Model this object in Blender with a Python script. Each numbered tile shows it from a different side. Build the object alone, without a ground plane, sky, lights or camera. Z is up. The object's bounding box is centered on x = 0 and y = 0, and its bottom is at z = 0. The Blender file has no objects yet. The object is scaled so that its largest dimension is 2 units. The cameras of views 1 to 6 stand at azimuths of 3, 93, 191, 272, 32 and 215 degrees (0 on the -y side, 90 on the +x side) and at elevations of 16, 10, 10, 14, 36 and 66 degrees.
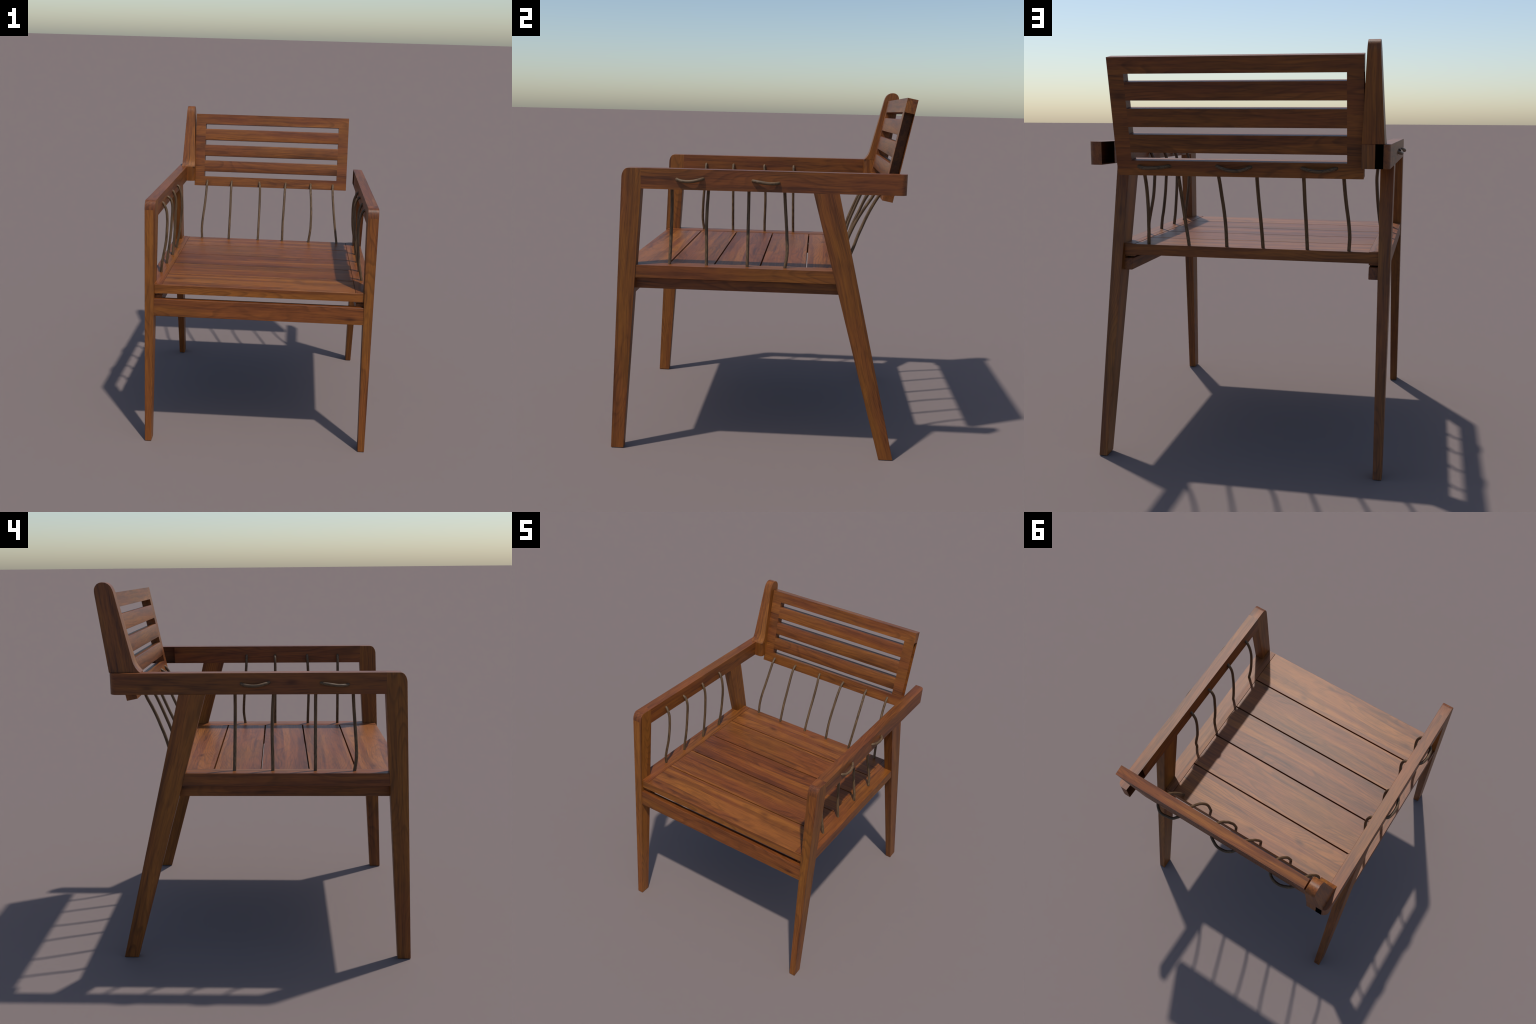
"""Slatted hardwood armchair with laced cord sides and back (built in metres, z up)."""
import bpy, bmesh, math, random
from mathutils import Vector, Matrix

random.seed(7)
COL = bpy.context.scene.collection

# ------------------------------------------------------------------ materials
def wood(name, seed, dark, mid, light, sap, ring=11.0, ring_amt=0.30, sap_at=0.60,
         tone=(0.55, 9.0, 9.0), stretch=0.16, rough=0.46, rnd=7.0, curl=0.05, across=False):
    """Procedural timber. Local X of every wooden part is its grain direction."""
    m = bpy.data.materials.new(name)
    m.use_nodes = True
    nt = m.node_tree
    N, L = nt.nodes, nt.links
    bsdf = N["Principled BSDF"]

    def node(kind, **kw):
        n = N.new(kind)
        for k, v in kw.items():
            setattr(n, k, v)
        return n

    def vmath(op, a, b):
        n = node("ShaderNodeVectorMath", operation=op)
        for i, s in enumerate((a, b)):
            if isinstance(s, (tuple, list)):
                n.inputs[i].default_value = s
            else:
                L.new(s, n.inputs[i])
        return n.outputs[0]

    def noise(vec, scale, detail=2.0, rough_=0.5, dist=0.0):
        n = node("ShaderNodeTexNoise")
        n.inputs["Scale"].default_value = scale
        n.inputs["Detail"].default_value = detail
        n.inputs["Roughness"].default_value = rough_
        n.inputs["Distortion"].default_value = dist
        L.new(vec, n.inputs["Vector"])
        return n

    def ramp(fac, stops, interp="LINEAR"):
        r = node("ShaderNodeValToRGB")
        r.color_ramp.interpolation = interp
        e = r.color_ramp.elements
        while len(e) < len(stops):
            e.new(0.5)
        for el, (p, c) in zip(e, stops):
            el.position = p
            el.color = (*c, 1.0) if len(c) == 3 else c
        L.new(fac, r.inputs[0])
        return r.outputs[0]

    def mix(kind, fac, a, b):
        n = node("ShaderNodeMix", data_type="RGBA", blend_type=kind)
        if isinstance(fac, float):
            n.inputs[0].default_value = fac
        else:
            L.new(fac, n.inputs[0])
        for i, s in ((6, a), (7, b)):
            if isinstance(s, tuple):
                n.inputs[i].default_value = (*s, 1.0)
            else:
                L.new(s, n.inputs[i])
        return n.outputs[2]

    tc = node("ShaderNodeTexCoord")
    info = node("ShaderNodeObjectInfo")
    off = vmath("MULTIPLY", info.outputs["Random"], (rnd, rnd * 0.7, rnd * 0.45))
    co = tc.outputs["Object"]
    if across:                      # grain along local Y instead of local X
        sx, cx = node("ShaderNodeSeparateXYZ"), node("ShaderNodeCombineXYZ")
        L.new(co, sx.inputs[0])
        for i, j in ((1, 0), (0, 1), (2, 2)):
            L.new(sx.outputs[i], cx.inputs[j])
        co = cx.outputs[0]
    p = vmath("ADD", co, off)
    p = vmath("ADD", p, (seed * 1.37, seed * 0.71, seed * 0.29))

    # slow wander of the grain across the board
    w = noise(vmath("MULTIPLY", p, (1.3, 5.0, 5.0)), 1.0, 2.0)
    wv = vmath("SUBTRACT", w.outputs["Color"], (0.5, 0.5, 0.5))
    p2 = vmath("ADD", p, vmath("MULTIPLY", wv, (0.0, curl, curl)))

    tone_n = noise(vmath("MULTIPLY", p2, tone), 1.0, 2.0, 0.5)
    streak = noise(vmath("MULTIPLY", p2, (tone[0] * 2.2, tone[1] * 4.0, tone[2] * 4.0)), 1.0, 5.0, 0.68)
    tsum = node("ShaderNodeMath", operation="MULTIPLY_ADD")
    L.new(streak.outputs["Fac"], tsum.inputs[0])
    tsum.inputs[1].default_value = 0.72
    thalf = node("ShaderNodeMath", operation="MULTIPLY")
    L.new(tone_n.outputs["Fac"], thalf.inputs[0])
    thalf.inputs[1].default_value = 0.28
    L.new(thalf.outputs[0], tsum.inputs[2])
    col = ramp(tsum.outputs[0], [(0.37, dark), (0.49, mid), (0.63, light)])

    # drift between red-brown and ochre
    hue_n = noise(vmath("MULTIPLY", p2, (1.6, 6.0, 6.0)), 1.0, 1.0)
    hue_f = ramp(hue_n.outputs["Fac"], [(0.40, (1.0, 0.93, 1.06)), (0.60, (1.0, 1.04, 0.84))])
    col = mix("MULTIPLY", 1.0, col, hue_f)

    # pale sapwood streaks running the length of a board
    sap_n = noise(vmath("MULTIPLY", p2, (0.22, 8.5, 8.5)), 1.0, 1.0)
    sap_f = ramp(sap_n.outputs["Fac"], [(sap_at, (0, 0, 0)), (sap_at + 0.014, (0.48, 0.48, 0.48))])
    col = mix("MIX", sap_f, col, sap)

    # growth rings, cut lengthwise: cathedral figure
    rv = vmath("MULTIPLY", p2, (stretch, 1.0, 1.0))
    warp = noise(vmath("MULTIPLY", p, (0.95, 4.6, 4.6)), 1.0, 1.6)
    rsum = node("ShaderNodeMath", operation="MULTIPLY_ADD")
    L.new(warp.outputs["Fac"], rsum.inputs[0])
    rsum.inputs[1].default_value = ring * 2.0
    yl = node("ShaderNodeSeparateXYZ")
    L.new(rv, yl.inputs[0])
    ylm = node("ShaderNodeMath", operation="MULTIPLY")
    L.new(yl.outputs[1], ylm.inputs[0])
    ylm.inputs[1].default_value = ring * 2.6
    zlm = node("ShaderNodeMath", operation="MULTIPLY_ADD")
    L.new(yl.outputs[2], zlm.inputs[0])
    zlm.inputs[1].default_value = ring * 2.6
    L.new(ylm.outputs[0], zlm.inputs[2])
    L.new(zlm.outputs[0], rsum.inputs[2])
    fr = node("ShaderNodeMath", operation="FRACT")
    L.new(rsum.outputs[0], fr.inputs[0])
    ring_c = ramp(fr.outputs[0], [(0.0, (1.03, 1.03, 1.03)), (0.55, (0.98, 0.98, 0.98)),
                                  (0.82, (1 - ring_amt,) * 3), (0.92, (1 - 0.8 * ring_amt,) * 3), (1.0, (1.03, 1.03, 1.03))])
    # figure fades in and out along the board
    fade = noise(vmath("MULTIPLY", p, (0.9, 4.0, 4.0)), 1.7, 1.0)
    fade_f = ramp(fade.outputs["Fac"], [(0.38, (0.15, 0.15, 0.15)), (0.62, (1, 1, 1))])
    col = mix("MULTIPLY", fade_f, col, ring_c)

    # mottled curl across the grain
    mo = noise(vmath("MULTIPLY", p2, (6.0, 14.0, 14.0)), 1.0, 3.0, 0.6, 0.6)
    mo_c = ramp(mo.outputs["Fac"], [(0.30, (0.86, 0.85, 0.86)), (0.50, (0.97, 0.97, 0.97)), (0.70, (1.07, 1.09, 1.01))])
    col = mix("MULTIPLY", 1.0, col, mo_c)

    # small knots
    kn = node("ShaderNodeTexVoronoi")
    kn.inputs["Scale"].default_value = 1.0
    L.new(vmath("MULTIPLY", p2, (2.6, 6.5, 6.5)), kn.inputs["Vector"])
    kn_c = ramp(kn.outputs["Distance"], [(0.03, (0.45, 0.40, 0.40)), (0.10, (0.85, 0.84, 0.84)), (0.16, (1, 1, 1))])
    col = mix("MULTIPLY", 1.0, col, kn_c)

    # dark mineral smears
    sm = noise(vmath("MULTIPLY", p2, (1.9, 22.0, 22.0)), 1.0, 2.0, 0.6)
    sm_f = ramp(sm.outputs["Fac"], [(0.63, (1, 1, 1)), (0.75, (0.68, 0.65, 0.66))])
    col = mix("MULTIPLY", 1.0, col, sm_f)

    # pores
    po = noise(vmath("MULTIPLY", p2, (8.0, 190.0, 190.0)), 1.0, 3.0, 0.65)
    po_c = ramp(po.outputs["Fac"], [(0.34, (0.66, 0.64, 0.62)), (0.50, (1, 1, 1)), (0.70, (1.0, 1.0, 1.0))])
    col = mix("MULTIPLY", 0.85, col, po_c)

    # board-to-board difference
    rv_f = ramp(info.outputs["Random"], [(0.0, (0.97, 0.96, 0.96)), (0.5, (1.0, 1.0, 1.0)), (1.0, (1.05, 1.06, 1.03))])
    col = mix("MULTIPLY", 1.0, col, rv_f)

    L.new(col, bsdf.inputs["Base Color"])
    bsdf.inputs["Roughness"].default_value = rough
    bsdf.inputs["Specular IOR Level"].default_value = 0.37
    bump = node("ShaderNodeBump")
    bump.inputs["Strength"].default_value = 0.12
    bump.inputs["Distance"].default_value = 0.001
    L.new(po.outputs["Fac"], bump.inputs["Height"])
    L.new(bump.outputs[0], bsdf.inputs["Normal"])
    return m


DARK, MID, LIGHT, SAP = (0.105, 0.0300, 0.0075), (0.173, 0.0510, 0.0102), (0.230, 0.0720, 0.0122), (0.310, 0.1040, 0.0172)
M_SEAT = wood("seat_timber", 3.1, DARK, MID, LIGHT, SAP, ring=13, sap_at=0.565)
M_LEG = wood("leg_timber", 1.7, (0.112, 0.0330, 0.0075), (0.190, 0.0590, 0.0102), (0.255, 0.0840, 0.0125), (0.310, 0.1060, 0.0160),
             ring=16, tone=(0.35, 13, 13), stretch=0.05, sap_at=0.60)
M_ARM = wood("arm_timber", 5.3, DARK, MID, LIGHT, (0.265, 0.0840, 0.0160), ring=11, ring_amt=0.28, tone=(0.9, 11, 11), sap_at=0.68)
M_RAIL = wood("rail_timber", 8.9, DARK, MID, LIGHT, SAP, ring=12, tone=(0.4, 13, 13), sap_at=0.63)
M_BACK = wood("back_timber", 6.2, DARK, MID, LIGHT, SAP, ring=11, tone=(0.7, 12, 12), sap_at=0.62, rnd=9.0, curl=0.07)
M_ARM_TOP = wood("arm_timber_across", 5.3, DARK, MID, LIGHT, (0.265, 0.0840, 0.0160), ring=11, ring_amt=0.28, tone=(0.9, 11, 11), sap_at=0.68, across=True)
M_CAP = wood("cap_timber", 2.4, (0.085, 0.0270, 0.0090), (0.140, 0.0420, 0.0120), (0.185, 0.0560, 0.0140), (0.21, 0.0660, 0.0160),
             ring=20, tone=(3.0, 20, 20), sap_at=0.7)


def cord_material():
    m = bpy.data.materials.new("cord_fibre")
    m.use_nodes = True
    nt = m.node_tree
    N, L = nt.nodes, nt.links
    tc = N.new("ShaderNodeTexCoord")
    mp = N.new("ShaderNodeMapping")
    mp.inputs["Scale"].default_value = (6.0, 260.0, 260.0)
    L.new(tc.outputs["Object"], mp.inputs[0])
    n = N.new("ShaderNodeTexNoise")
    n.inputs["Scale"].default_value = 1.0
    n.inputs["Detail"].default_value = 2.0
    L.new(mp.outputs[0], n.inputs["Vector"])
    r = N.new("ShaderNodeValToRGB")
    r.color_ramp.elements[0].position = 0.33
    r.color_ramp.elements[0].color = (0.046, 0.026, 0.0125, 1)
    r.color_ramp.elements[1].position = 0.66
    r.color_ramp.elements[1].color = (0.155, 0.090, 0.043, 1)
    L.new(n.outputs["Fac"], r.inputs[0])
    b = N["Principled BSDF"]
    L.new(r.outputs[0], b.inputs["Base Color"])
    b.inputs["Roughness"].default_value = 0.55
    b.inputs["Specular IOR Level"].default_value = 0.35
    bp = N.new("ShaderNodeBump")
    bp.inputs["Strength"].default_value = 0.4
    bp.inputs["Distance"].default_value = 0.002
    L.new(n.outputs["Fac"], bp.inputs["Height"])
    L.new(bp.outputs[0], b.inputs["Normal"])
    return m


def plain(name, col, rough):
    m = bpy.data.materials.new(name)
    m.use_nodes = True
    b = m.node_tree.nodes["Principled BSDF"]
    b.inputs["Base Color"].default_value = (*col, 1)
    b.inputs["Roughness"].default_value = rough
    b.inputs["Specular IOR Level"].default_value = 0.0
    return m


M_CORD = cord_material()
M_NEAR_BLACK = plain("near_black", (0.0008, 0.0008, 0.0008), 1.0)

# ------------------------------------------------------------------ helpers
ROOT = bpy.data.objects.new("wooden_armchair", None)
COL.objects.link(ROOT)
ROOT["label"] = "slatted reddish wooden armchair with laced brown cord sides"
ROOT["category"] = "armchair"


def frame(grain, up, origin):
    g = Vector(grain).normalized()
    u = Vector(up)
    u = (u - g * u.dot(g)).normalized()
    s = u.cross(g)
    M = Matrix((g, s, u)).transposed().to_4x4()
    M.translation = origin
    return M


def make(name, bm, grain, mats, up=(0, 0, 1), parent=ROOT, bevel=0.0012, smooth=None, keep=None):
    """World-space bmesh -> object whose local X runs along the grain."""
    if up == (0, 0, 1) and abs(Vector(grain).normalized().z) > 0.9:
        up = (1, 0, 0)
    bmesh.ops.remove_doubles(bm, verts=bm.verts, dist=1e-6)
    bmesh.ops.recalc_face_normals(bm, faces=bm.faces)
    if bevel:
        es = [e for e in bm.edges if len(e.link_faces) == 2 and e.calc_face_angle() > 0.6 and not (keep and keep(e))]
        bmesh.ops.bevel(bm, geom=es, offset=bevel, segments=1, affect='EDGES', clamp_overlap=True)
    c = sum((v.co for v in bm.verts), Vector()) / len(bm.verts)
    M = frame(grain, up, c)
    bm.transform(M.inverted())
    me = bpy.data.meshes.new(name)
    bm.to_mesh(me)
    bm.free()
    for mt in (mats if isinstance(mats, (list, tuple)) else [mats]):
        me.materials.append(mt)
    ob = bpy.data.objects.new(name, me)
    COL.objects.link(ob)
    ob.parent = parent
    if parent is not ROOT:
        ob.matrix_parent_inverse = parent.matrix_world.inverted()
    ob.matrix_world = M
    if smooth:
        me.polygons.foreach_set("use_smooth", [True] * len(me.polygons))
        me.set_sharp_from_angle(angle=math.radians(smooth))
    bpy.context.view_layer.update()
    return ob


def box(bm, lo, hi):
    v = [bm.verts.new((x, y, z)) for x in (lo[0], hi[0]) for y in (lo[1], hi[1]) for z in (lo[2], hi[2])]
    for f in ((0, 1, 3, 2), (4, 6, 7, 5), (0, 4, 5, 1), (2, 3, 7, 6), (0, 2, 6, 4), (1, 5, 7, 3)):
        bm.faces.new([v[i] for i in f])


def prism(bm, ring_a, ring_b):
    """Solid between two matching outlines (lists of 3D points)."""
    a = [bm.verts.new(p) for p in ring_a]
    b = [bm.verts.new(p) for p in ring_b]
    n = len(a)
    fs = [bm.faces.new(a[::-1]), bm.faces.new(b)]
    for i in range(n):
        fs.append(bm.faces.new((a[i], a[(i + 1) % n], b[(i + 1) % n], b[i])))
    return fs


def arc(cx, cy, rx, ry, a0, a1, n):
    return [(cx + rx * math.cos(math.radians(a0 + (a1 - a0) * i / n)),
             cy + ry * math.sin(math.radians(a0 + (a1 - a0) * i / n))) for i in range(n + 1)]


# ------------------------------------------------------------------ dimensions
X_OUT = 0.703                     # outer side of legs and arms
X_FOOT, X_ARM_IN = 0.662, 0.638   # inner side of the legs at the floor / at the arm
ARM_LO, ARM_HI = 1.449, 1.557
ARM_BACK = 0.7515
JOINT_Y = -0.634                  # leg / arm joint line
SEAT_LO, SEAT_HI = 0.9725, 1.036
SEAT_FRONT, SEAT_REAR = -0.750, 0.4880


def x_in(z):
    return X_FOOT + (X_ARM_IN - X_FOOT) * min(z / ARM_LO, 1.0)


def at_joint(e):
    return all(abs(v.co.y - JOINT_Y) < 1e-4 for v in e.verts)


# ------------------------------------------------------------------ legs
def front_leg(s):
    # side outline (y, z): tapered shaft, softly rounded top front corner, square heel joint
    out = [(-0.743, 0.0), (-0.813, 0.0), (-0.7395, 1.449)]
    out += [(y, z) for y, z in arc(-0.7005, 1.501, 0.0365, 0.056, 180, 90, 8)]
    out += [(JOINT_Y, ARM_HI), (JOINT_Y, ARM_LO)]
    bm = bmesh.new()
    fs = prism(bm, [(s * X_OUT, y, z) for y, z in out], [(s * x_in(z), y, z) for y, z in out])
    for f in fs[2:]:                                   # the rounded cap shows darker grain
        if min(v.co.z for v in f.verts) > 1.48 and max(v.co.y for v in f.verts) < -0.69:
            f.material_index = 1
        if f.normal.z > 0.9 or all(v.co.z > ARM_HI - 1e-4 for v in f.verts):
            f.material_index = 2                       # the arm's grain runs on over the leg
    make("leg", bm, (0, 0.06, 1), [M_LEG, M_CAP, M_ARM_TOP], smooth=28, keep=at_joint)


def rear_leg(s):
    z1 = ARM_LO
    out = [(0.6705, 0.0), (0.748, 0.0), (0.4056, z1), (0.271, z1)]
    bm = bmesh.new()
    prism(bm, [(s * X_OUT, y, z) for y, z in out], [(s * x_in(z), y, z) for y, z in out])
    make("leg", bm, (0, -0.2565, 1), M_LEG)


for s in (-1, 1):
    front_leg(s)
    rear_leg(s)

# ------------------------------------------------------------------ arms
R_ARM = 0.034   # rounding of the outer rear corner, seen from above


def arm_left():
    out = [(-X_ARM_IN, JOINT_Y), (-X_OUT, JOINT_Y)]
    out += [(-x, y) for x, y in arc(X_OUT - R_ARM, ARM_BACK - R_ARM, R_ARM, R_ARM, 0, 90, 8)]
    out += [(-X_ARM_IN, ARM_BACK)]
    bm = bmesh.new()
    prism(bm, [(x, y, ARM_LO) for x, y in out], [(x, y, ARM_HI) for x, y in out])
    return make("armrest", bm, (0, 1, 0), M_ARM, smooth=28, keep=at_joint)


def arm_right():
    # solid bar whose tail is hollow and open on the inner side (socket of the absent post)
    t = 0.002
    y0, y_open = 0.44, 0.596
    bm = bmesh.new()
    box(bm, (X_ARM_IN, JOINT_Y, ARM_LO), (X_OUT, y0, ARM_HI))
    edge = arc(X_OUT - R_ARM, ARM_BACK - R_ARM, R_ARM, R_ARM, 0, 90, 8)
    plate = [(X_ARM_IN, y0), (X_OUT, y0)] + edge + [(X_ARM_IN, ARM_BACK)]
    for lo, hi in ((ARM_LO, ARM_LO + t), (ARM_HI - t, ARM_HI)):
        prism(bm, [(x, y, lo) for x, y in plate], [(x, y, hi) for x, y in plate])
    inner = arc(X_OUT - R_ARM, ARM_BACK - R_ARM, R_ARM - t, R_ARM - t, 0, 90, 8)
    wall = [(X_OUT, y0)] + edge + [(X_ARM_IN, ARM_BACK), (X_ARM_IN, ARM_BACK - t)] + inner[::-1] + [(X_OUT - t, y0)]
    prism(bm, [(x, y, ARM_LO + t) for x, y in wall], [(x, y, ARM_HI - t) for x, y in wall])
    box(bm, (X_ARM_IN, y0, ARM_LO + t), (X_ARM_IN + t, y_open, ARM_HI - t))
    return make("armrest", bm, (0, 1, 0), M_ARM, bevel=0.0, smooth=28)


ARM_L = arm_left()
ARM_R = arm_right()

# ------------------------------------------------------------------ rear post on the left arm
def post():
    # side outline (y, z): flared foot, leaning shaft, full round head
    prof = [(0.5965, ARM_HI), (0.609, 1.568), (0.6205, 1.583), (0.628, 1.597), (0.6345, 1.614), (0.710, 1.922)]
    prof += [(0.7168, 1.951), (0.7225, 1.967), (0.7300, 1.981), (0.7415, 1.992), (0.7560, 1.9985), (0.7715, 2.0),
             (0.7860, 1.998), (0.7985, 1.991), (0.8075, 1.980), (0.8120, 1.967), (0.8125, 1.953), (0.8108, 1.938)]
    prof += [(0.7550, ARM_HI)]

    def xin(z):
        return -0.577 - 0.022 * (z - ARM_HI) / 0.443

    def xout(z):
        return -0.677 + 0.025 * (z - ARM_HI) / 0.443
    bm = bmesh.new()
    z0 = 0.0006
    prism(bm, [(xin(z), y, z + z0 * (z < 1.56)) for y, z in prof], [(xout(z), y, z + z0 * (z < 1.56)) for y, z in prof])
    p = make("back_post", bm, (0, 0.16, 1), M_LEG, smooth=28, bevel=0.0008)
    # square foot of the post, let in beside the arm, with a rounded inner front corner
    r = 0.024
    out = [(-X_ARM_IN, 0.5965)] + [(-x, y) for x, y in arc(0.577 + r, 0.5965 + r, r, r, 270, 180, 6)] + [(-0.577, ARM_BACK), (-X_ARM_IN, ARM_BACK)]
    bm = bmesh.new()
    prism(bm, [(x, y, ARM_LO) for x, y in out], [(x, y, ARM_HI) for x, y in out])
    make("post_foot", bm, (0, 0, 1), M_LEG, parent=p, smooth=28, bevel=0.0)
    bm = bmesh.new()
    box(bm, (-0.6725, ARM_BACK - 0.002, ARM_LO + 0.0005), (-0.6365, ARM_BACK + 0.001, ARM_HI - 0.0005))  # thin near-black plate over the black square seen on the rear end of the left arm
    make("black_plate", bm, (1, 0, 0), M_NEAR_BLACK, parent=p, bevel=0.0)


post()

# ------------------------------------------------------------------ seat
GAPS = (-0.503, -0.2565, -0.0065, 0.2425)
GAP_W = 0.0085
X_SEAM = 0.5985
PLANK_LO = 0.9808
LIP = 0.004                                   # front and rear boards lap over the ends of the side rails
RAIL_HI = 1.0405
X_GROOVE = 0.5920
edges = [SEAT_FRONT] + [v for g in GAPS for v in (g - GAP_W / 2, g + GAP_W / 2)] + [SEAT_REAR]
for i in range(5):
    y0, y1 = edges[2 * i], edges[2 * i + 1]
    if i == 0:
        out = [(X_GROOVE, y0 + LIP), (X_GROOVE, y1), (-X_SEAM, y1), (-X_SEAM, y0 + LIP), (-0.6452, y0 + LIP), (-0.6452, y0), (0.6452, y0), (0.6452, y0 + LIP)]
    elif i == 4:
        out = [(X_GROOVE, y0), (X_GROOVE, y1 - LIP), (0.6452, y1 - LIP), (0.6452, y1), (-0.6452, y1), (-0.6452, y1 - LIP), (-X_SEAM, y1 - LIP), (-X_SEAM, y0)]
    else:
        out = [(X_GROOVE, y0), (X_GROOVE, y1), (-X_SEAM, y1), (-X_SEAM, y0)]
    bm = bmesh.new()
    prism(bm, [(x, y, PLANK_LO) for x, y in out], [(x, y, SEAT_HI) for x, y in out])
    make("seat_plank", bm, (1, 0, 0), M_SEAT, bevel=0.0009)

for s in (-1, 1):
    xi = 0.5940 if s > 0 else 0.5990
    leg = 0.6450
    y_f, y_r = SEAT_FRONT + LIP + 0.0003, SEAT_REAR - LIP - 0.0003

    def top(x):                                # rails rise a little above the boards
        return SEAT_HI + 0.0012 + (RAIL_HI - SEAT_HI - 0.0012) * min((x - xi) / 0.03, 1.0)
    bm = bmesh.new()
    for x0, x1, ya, yb in ((xi, 0.625, y_f, y_r), (0.625, leg, y_f, y_r), (leg, 0.7000, -0.690, 0.43)):
        prism(bm, [(s * x0, ya, SEAT_LO), (s * x1, ya, SEAT_LO), (s * x1, yb, SEAT_LO), (s * x0, yb, SEAT_LO)],
              [(s * x0, ya, top(x0)), (s * x1, ya, top(x1)), (s * x1, yb, top(x1)), (s * x0, yb, top(x0))])
    if s < 0:                                  # short tongues close the board gaps beside the left rail
        for g in GAPS:
            box(bm, (-xi, g - GAP_W / 2 + 0.0004, PLANK_LO + 0.004), (-0.5730, g + GAP_W / 2 - 0.0004, SEAT_HI - 0.004))
    make("seat_side_rail", bm, (0, 1, 0), M_RAIL, bevel=0.0)
    # bearer under the side rail, cut to the slope of the legs
    lo, hi = 0.9050, 0.9635
    side = [(-0.730, lo), (-0.728, hi), (0.7160 - 0.2365 * hi, hi), (0.7160 - 0.2365 * lo, lo)]
    bm = bmesh.new()
    prism(bm, [(s * 0.600, y, z) for y, z in side], [(s * 0.654, y, z) for y, z in side])
    make("seat_bearer", bm, (0, 1, 0), M_RAIL, bevel=0.0025)

# front apron below the seat, leaning with the legs
bm = bmesh.new()
side = [(-0.7670, 0.8375), (-0.7615, 0.9455), (-0.7165, 0.9440), (-0.7195, 0.8375)]
prism(bm, [(-0.6500, y, z) for y, z in side], [(0.6500, y, z) for y, z in side])
make("apron", bm, (1, 0, 0), M_RAIL, bevel=0.0015)

# ------------------------------------------------------------------ backrest
BK_TOP = Vector((0, 0.740, 1.9466))           # front top edge
BK_DOWN = Vector((0, -0.106, -0.5362)).normalized()
BK_REAR = Vector((0, 0.5362, -0.106)).normalized()
BK_T, BK_W, BK_IN, BK_L = 0.0565, 0.583, 0.509, 0.5468
SLOTS = ((0.0745, 0.1113), (0.1950, 0.2326), (0.3170, 0.3522), (0.4368, 0.4752))


def bk(x, t, s):
    return BK_TOP + BK_REAR * t + BK_DOWN * s + Vector((x, 0, 0))


def bk_bar(bm, x0, x1, s0, s1, r0, r1):
    """Bar across the back; r0 / r1 round its upper and lower front arrises."""
    out = []
    if r0:
        out += [(r0 - r0 * math.sin(a), s0 + r0 - r0 * math.cos(a)) for a in (0, 0.52, 1.05, 1.5708)]
    else:
        out += [(0.0, s0)]
    if r1:
        out += [(r1 - r1 * math.cos(a), s1 - r1 + r1 * math.sin(a)) for a in (0, 0.52, 1.05, 1.5708)]
    else:
        out += [(0.0, s1)]
    out += [(BK_T, s1), (BK_T, s0)]
    prism(bm, [bk(x0, t, s) for t, s in out], [bk(x1, t, s) for t, s in out])


def bk_box(bm, x0, x1, s0, s1, t0=0.0, t1=BK_T):
    prism(bm, [bk(x0, t0, s0), bk(x1, t0, s0), bk(x1, t1, s0), bk(x0, t1, s0)],
          [bk(x0, t0, s1), bk(x1, t0, s1), bk(x1, t1, s1), bk(x0, t1, s1)])


bm = bmesh.new()
bk_bar(bm, -BK_W, BK_W, 0.0, SLOTS[0][0], 0.0, 0.0)
bk_bar(bm, -BK_W, BK_W, SLOTS[3][1], BK_L, 0, 0)
BACK = make("backrest", bm, (1, 0, 0), M_BACK, up=-BK_DOWN, bevel=0.0, smooth=35)
for s in (-1, 1):                              # stiles: channels, open on their outer side
    w = 0.002
    bm = bmesh.new()
    s0, s1 = SLOTS[0][0], SLOTS[3][1]
    bk_box(bm, s * BK_IN, s * BK_W, s0, s1, 0.0, w)
    bk_box(bm, s * BK_IN, s * BK_W, s0, s1, BK_T - w, BK_T)
    bk_box(bm, s * BK_IN, s * (BK_IN + w), s0, s1, w, BK_T - w)
    make("back_stile", bm, (1, 0, 0), M_BACK, up=-BK_DOWN, parent=BACK, bevel=0.0)
for a, b in zip(SLOTS[:-1], SLOTS[1:]):
    bm = bmesh.new()
    bk_bar(bm, -BK_IN, BK_IN, a[1], b[0], 0.005, 0.002)
    make("back_slat", bm, (1, 0, 0), M_BACK, up=-BK_DOWN, parent=BACK, bevel=0.0, smooth=35)

# ------------------------------------------------------------------ cords
R_CORD = 0.0088


def spline(pts, step=0.008):
    P = [Vector(p) for p in pts]
    P = [P[0] * 2 - P[1]] + P + [P[-1] * 2 - P[-2]]
    out = []
    for i in range(1, len(P) - 2):
        n = max(2, int((P[i + 1] - P[i]).length / step))
        for k in range(n):
            t = k / n
            a, b, c, d = P[i - 1], P[i], P[i + 1], P[i + 2]
            out.append(0.5 * ((2 * b) + (c - a) * t + (2 * a - 5 * b + 4 * c - d) * t * t + (3 * b - a - 3 * c + d) * t ** 3))
    out.append(P[-2])
    return out


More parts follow.
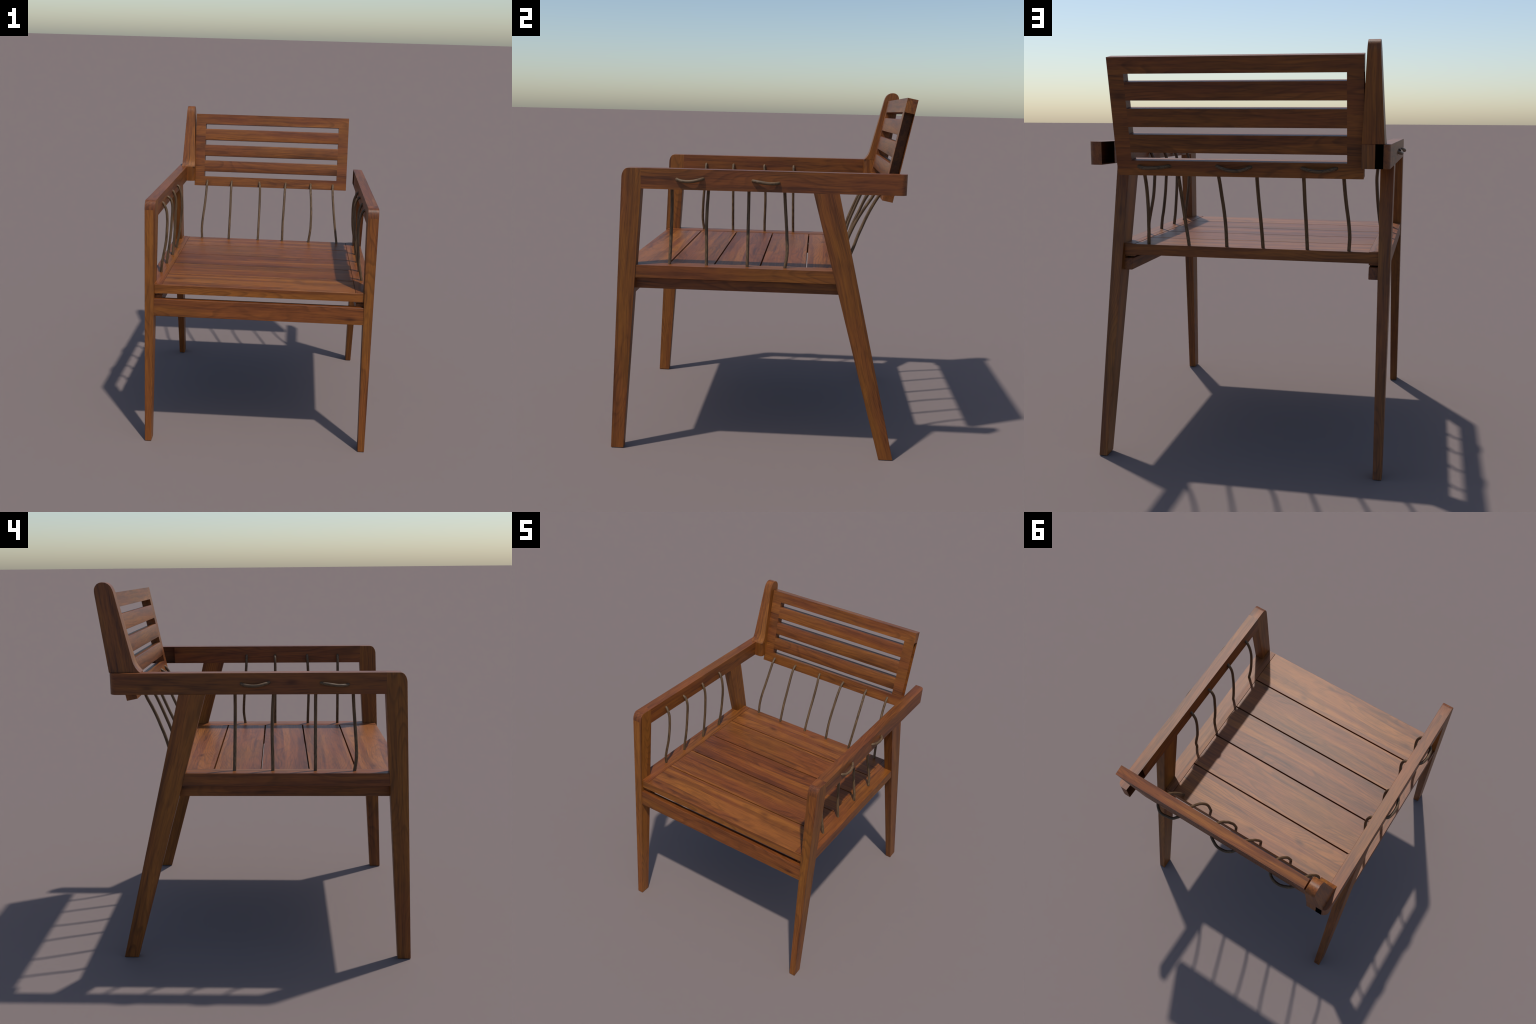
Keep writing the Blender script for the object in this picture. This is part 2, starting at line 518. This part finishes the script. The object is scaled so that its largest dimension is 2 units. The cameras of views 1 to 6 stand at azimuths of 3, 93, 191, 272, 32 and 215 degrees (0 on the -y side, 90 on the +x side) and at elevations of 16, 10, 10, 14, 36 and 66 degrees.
def cord(name, pts, grain):
    path = spline(pts)
    bm = bmesh.new()
    n = 14
    rings = []
    t = (path[1] - path[0]).normalized()
    u = t.orthogonal().normalized()
    for i, p in enumerate(path):
        t = (path[min(i + 1, len(path) - 1)] - path[max(i - 1, 0)]).normalized()
        u = (u - t * u.dot(t)).normalized()
        w = t.cross(u)
        rings.append([bm.verts.new(p + R_CORD * (math.cos(2 * math.pi * k / n) * u + math.sin(2 * math.pi * k / n) * w)) for k in range(n)])
    for a, b in zip(rings, rings[1:]):
        for k in range(n):
            bm.faces.new((a[k], a[(k + 1) % n], b[(k + 1) % n], b[k]))
    bm.faces.new(rings[0][::-1])
    bm.faces.new(rings[-1])
    make(name, bm, grain, M_CORD, bevel=0.0, smooth=60)


# side cords: (x inward bow, y) stations by height, measured on the left side;
# the right side is the same lacing turned half a turn about the seat centre
Y_MID = -0.1775
H = (1.490, 1.470, 1.440, 1.400, 1.350, 1.250, 1.150, 1.100, 1.037)
SIDE = (
    ((.6313, -.4775), (.6215, -.4778), (.6120, -.4784), (.6083, -.4809), (.6080, -.4846), (.6140, -.4929), (.6317, -.4993), (.6411, -.4985), (.6475, -.4900)),
    ((.6239, -.2890), (.6127, -.2882), (.6066, -.2873), (.6062, -.2871), (.6099, -.2873), (.6175, -.2874), (.6298, -.2878), (.6385, -.2882), (.6450, -.2875)),
    ((.6330, -.0764), (.6250, -.0746), (.6180, -.0720), (.6165, -.0695), (.6190, -.0665), (.6240, -.0642), (.6307, -.0659), (.6350, -.0670), (.6430, -.0670)),
    ((.6274, .1244), (.6190, .1247), (.6105, .1252), (.6053, .1255), (.6035, .1259), (.6109, .1275), (.6236, .1296), (.6331, .1305), (.6455, .1325)),
)
LOOPS = (   # (x, y, z) outside the arm
    ((.690, -.4440, 1.4985), (.7050, -.4430, 1.4970), (.7180, -.4200, 1.4945), (.7225, -.3850, 1.4955), (.7210, -.3550, 1.5000), (.7150, -.3280, 1.5030), (.7040, -.3110, 1.5050), (.690, -.3080, 1.5060)),
    ((.690, .0900, 1.5050), (.7050, .0870, 1.5020), (.7170, .0660, 1.4965), (.7225, .0300, 1.4935), (.7220, -.0020, 1.4965), (.7150, -.0290, 1.5035), (.7040, -.0480, 1.5085), (.690, -.0520, 1.5100)),
)


def turn(p, s, slip=0.0):
    x, y, z = p
    return (-x, y, z) if s < 0 else (x, 2 * Y_MID - y + slip, z)


for s in (-1, 1):
    for st in SIDE:
        pts = [(0.655, st[0][1], 1.503), (0.641, st[0][1], 1.4975)] + [(x, y, z) for (x, y), z in zip(st, H)] + [(st[-1][0] + .0005, st[-1][1] + 0.003, 1.015)]
        cord("cord", [turn(p, s, -0.0058) for p in pts], (0, 0, 1))
    for lp in LOOPS:
        cord("cord_loop", [turn(p, s) for p in lp], (0, 1, 0))

# back cords: x and y stations by height
HB = (1.443, 1.425, 1.395, 1.350, 1.300, 1.250, 1.200, 1.150, 1.100, 1.040)
BACK_Y = (
    (.635, .612, .598, .5745, .551, .531, .511, .495, .483, .470),
    (.627, .608, .590, .569, .548, .528, .5085, .4925, .480, .466),
    (.634, .615, .601, .583, .562, .5405, .5175, .499, .481, .464),
    (.630, .611, .589, .564, .5425, .5205, .504, .488, .477, .467),
    (.634, .6145, .597, .5675, .537, .510, .488, .469, .459, .4575),
    (.638, .6235, .605, .5805, .557, .536, .516, .499, .480, .461),
)
BACK_X = (
    (-.4845, -.4835, -.4850, -.4863, -.4892, -.4936, -.4988, -.5030, -.5048, -.5010),
    (-.2955, -.2952, -.2951, -.2944, -.2936, -.2933, -.2937, -.2943, -.2951, -.2960),
    (-.0820, -.0770, -.0736, -.0725, -.0719, -.0718, -.0718, -.0723, -.0727, -.0735),
    (.1200, .1180, .1170, .1163, .1151, .1135, .1117, .1109, .1109, .1112),
    (.3116, .3123, .3145, .3183, .3211, .3236, .3239, .3232, .3187, .3112),
    (.4812, .4814, .4822, .4851, .4898, .4951, .5011, .5077, .5146, .5230),
)
for xs, ys in zip(BACK_X, BACK_Y):
    pts = [(xs[0], .662, 1.4495), (xs[0], .648, 1.4475)]
    pts += list(zip(xs, ys, HB))
    pts += [(xs[-1], ys[-1] - .0045, 1.015)]
    cord("cord", pts, (0, -0.40, -1))
BACK_LOOPS = (
    ((.4780, .6850, 1.442), (.4740, .7000, 1.4405), (.4440, .7270, 1.4370), (.4150, .7340, 1.4360), (.3870, .7310, 1.4370), (.3520, .7250, 1.4400), (.3330, .7080, 1.4440), (.3220, .6950, 1.4450), (.3180, .6800, 1.4460)),
    ((.0980, .6850, 1.449), (.0930, .6990, 1.4480), (.0410, .7260, 1.4330), (-.0080, .7265, 1.4290), (-.0440, .7150, 1.4370), (-.0640, .6990, 1.4460), (-.0720, .6850, 1.4480)),
    ((-.3020, .6850, 1.446), (-.3070, .6990, 1.4440), (-.3377, .7220, 1.4380), (-.3837, .7280, 1.4320), (-.4314, .7150, 1.4380), (-.4590, .6980, 1.4460), (-.4680, .6850, 1.4470)),
)
for lp in BACK_LOOPS:
    cord("cord_loop", lp, (1, 0, 0))
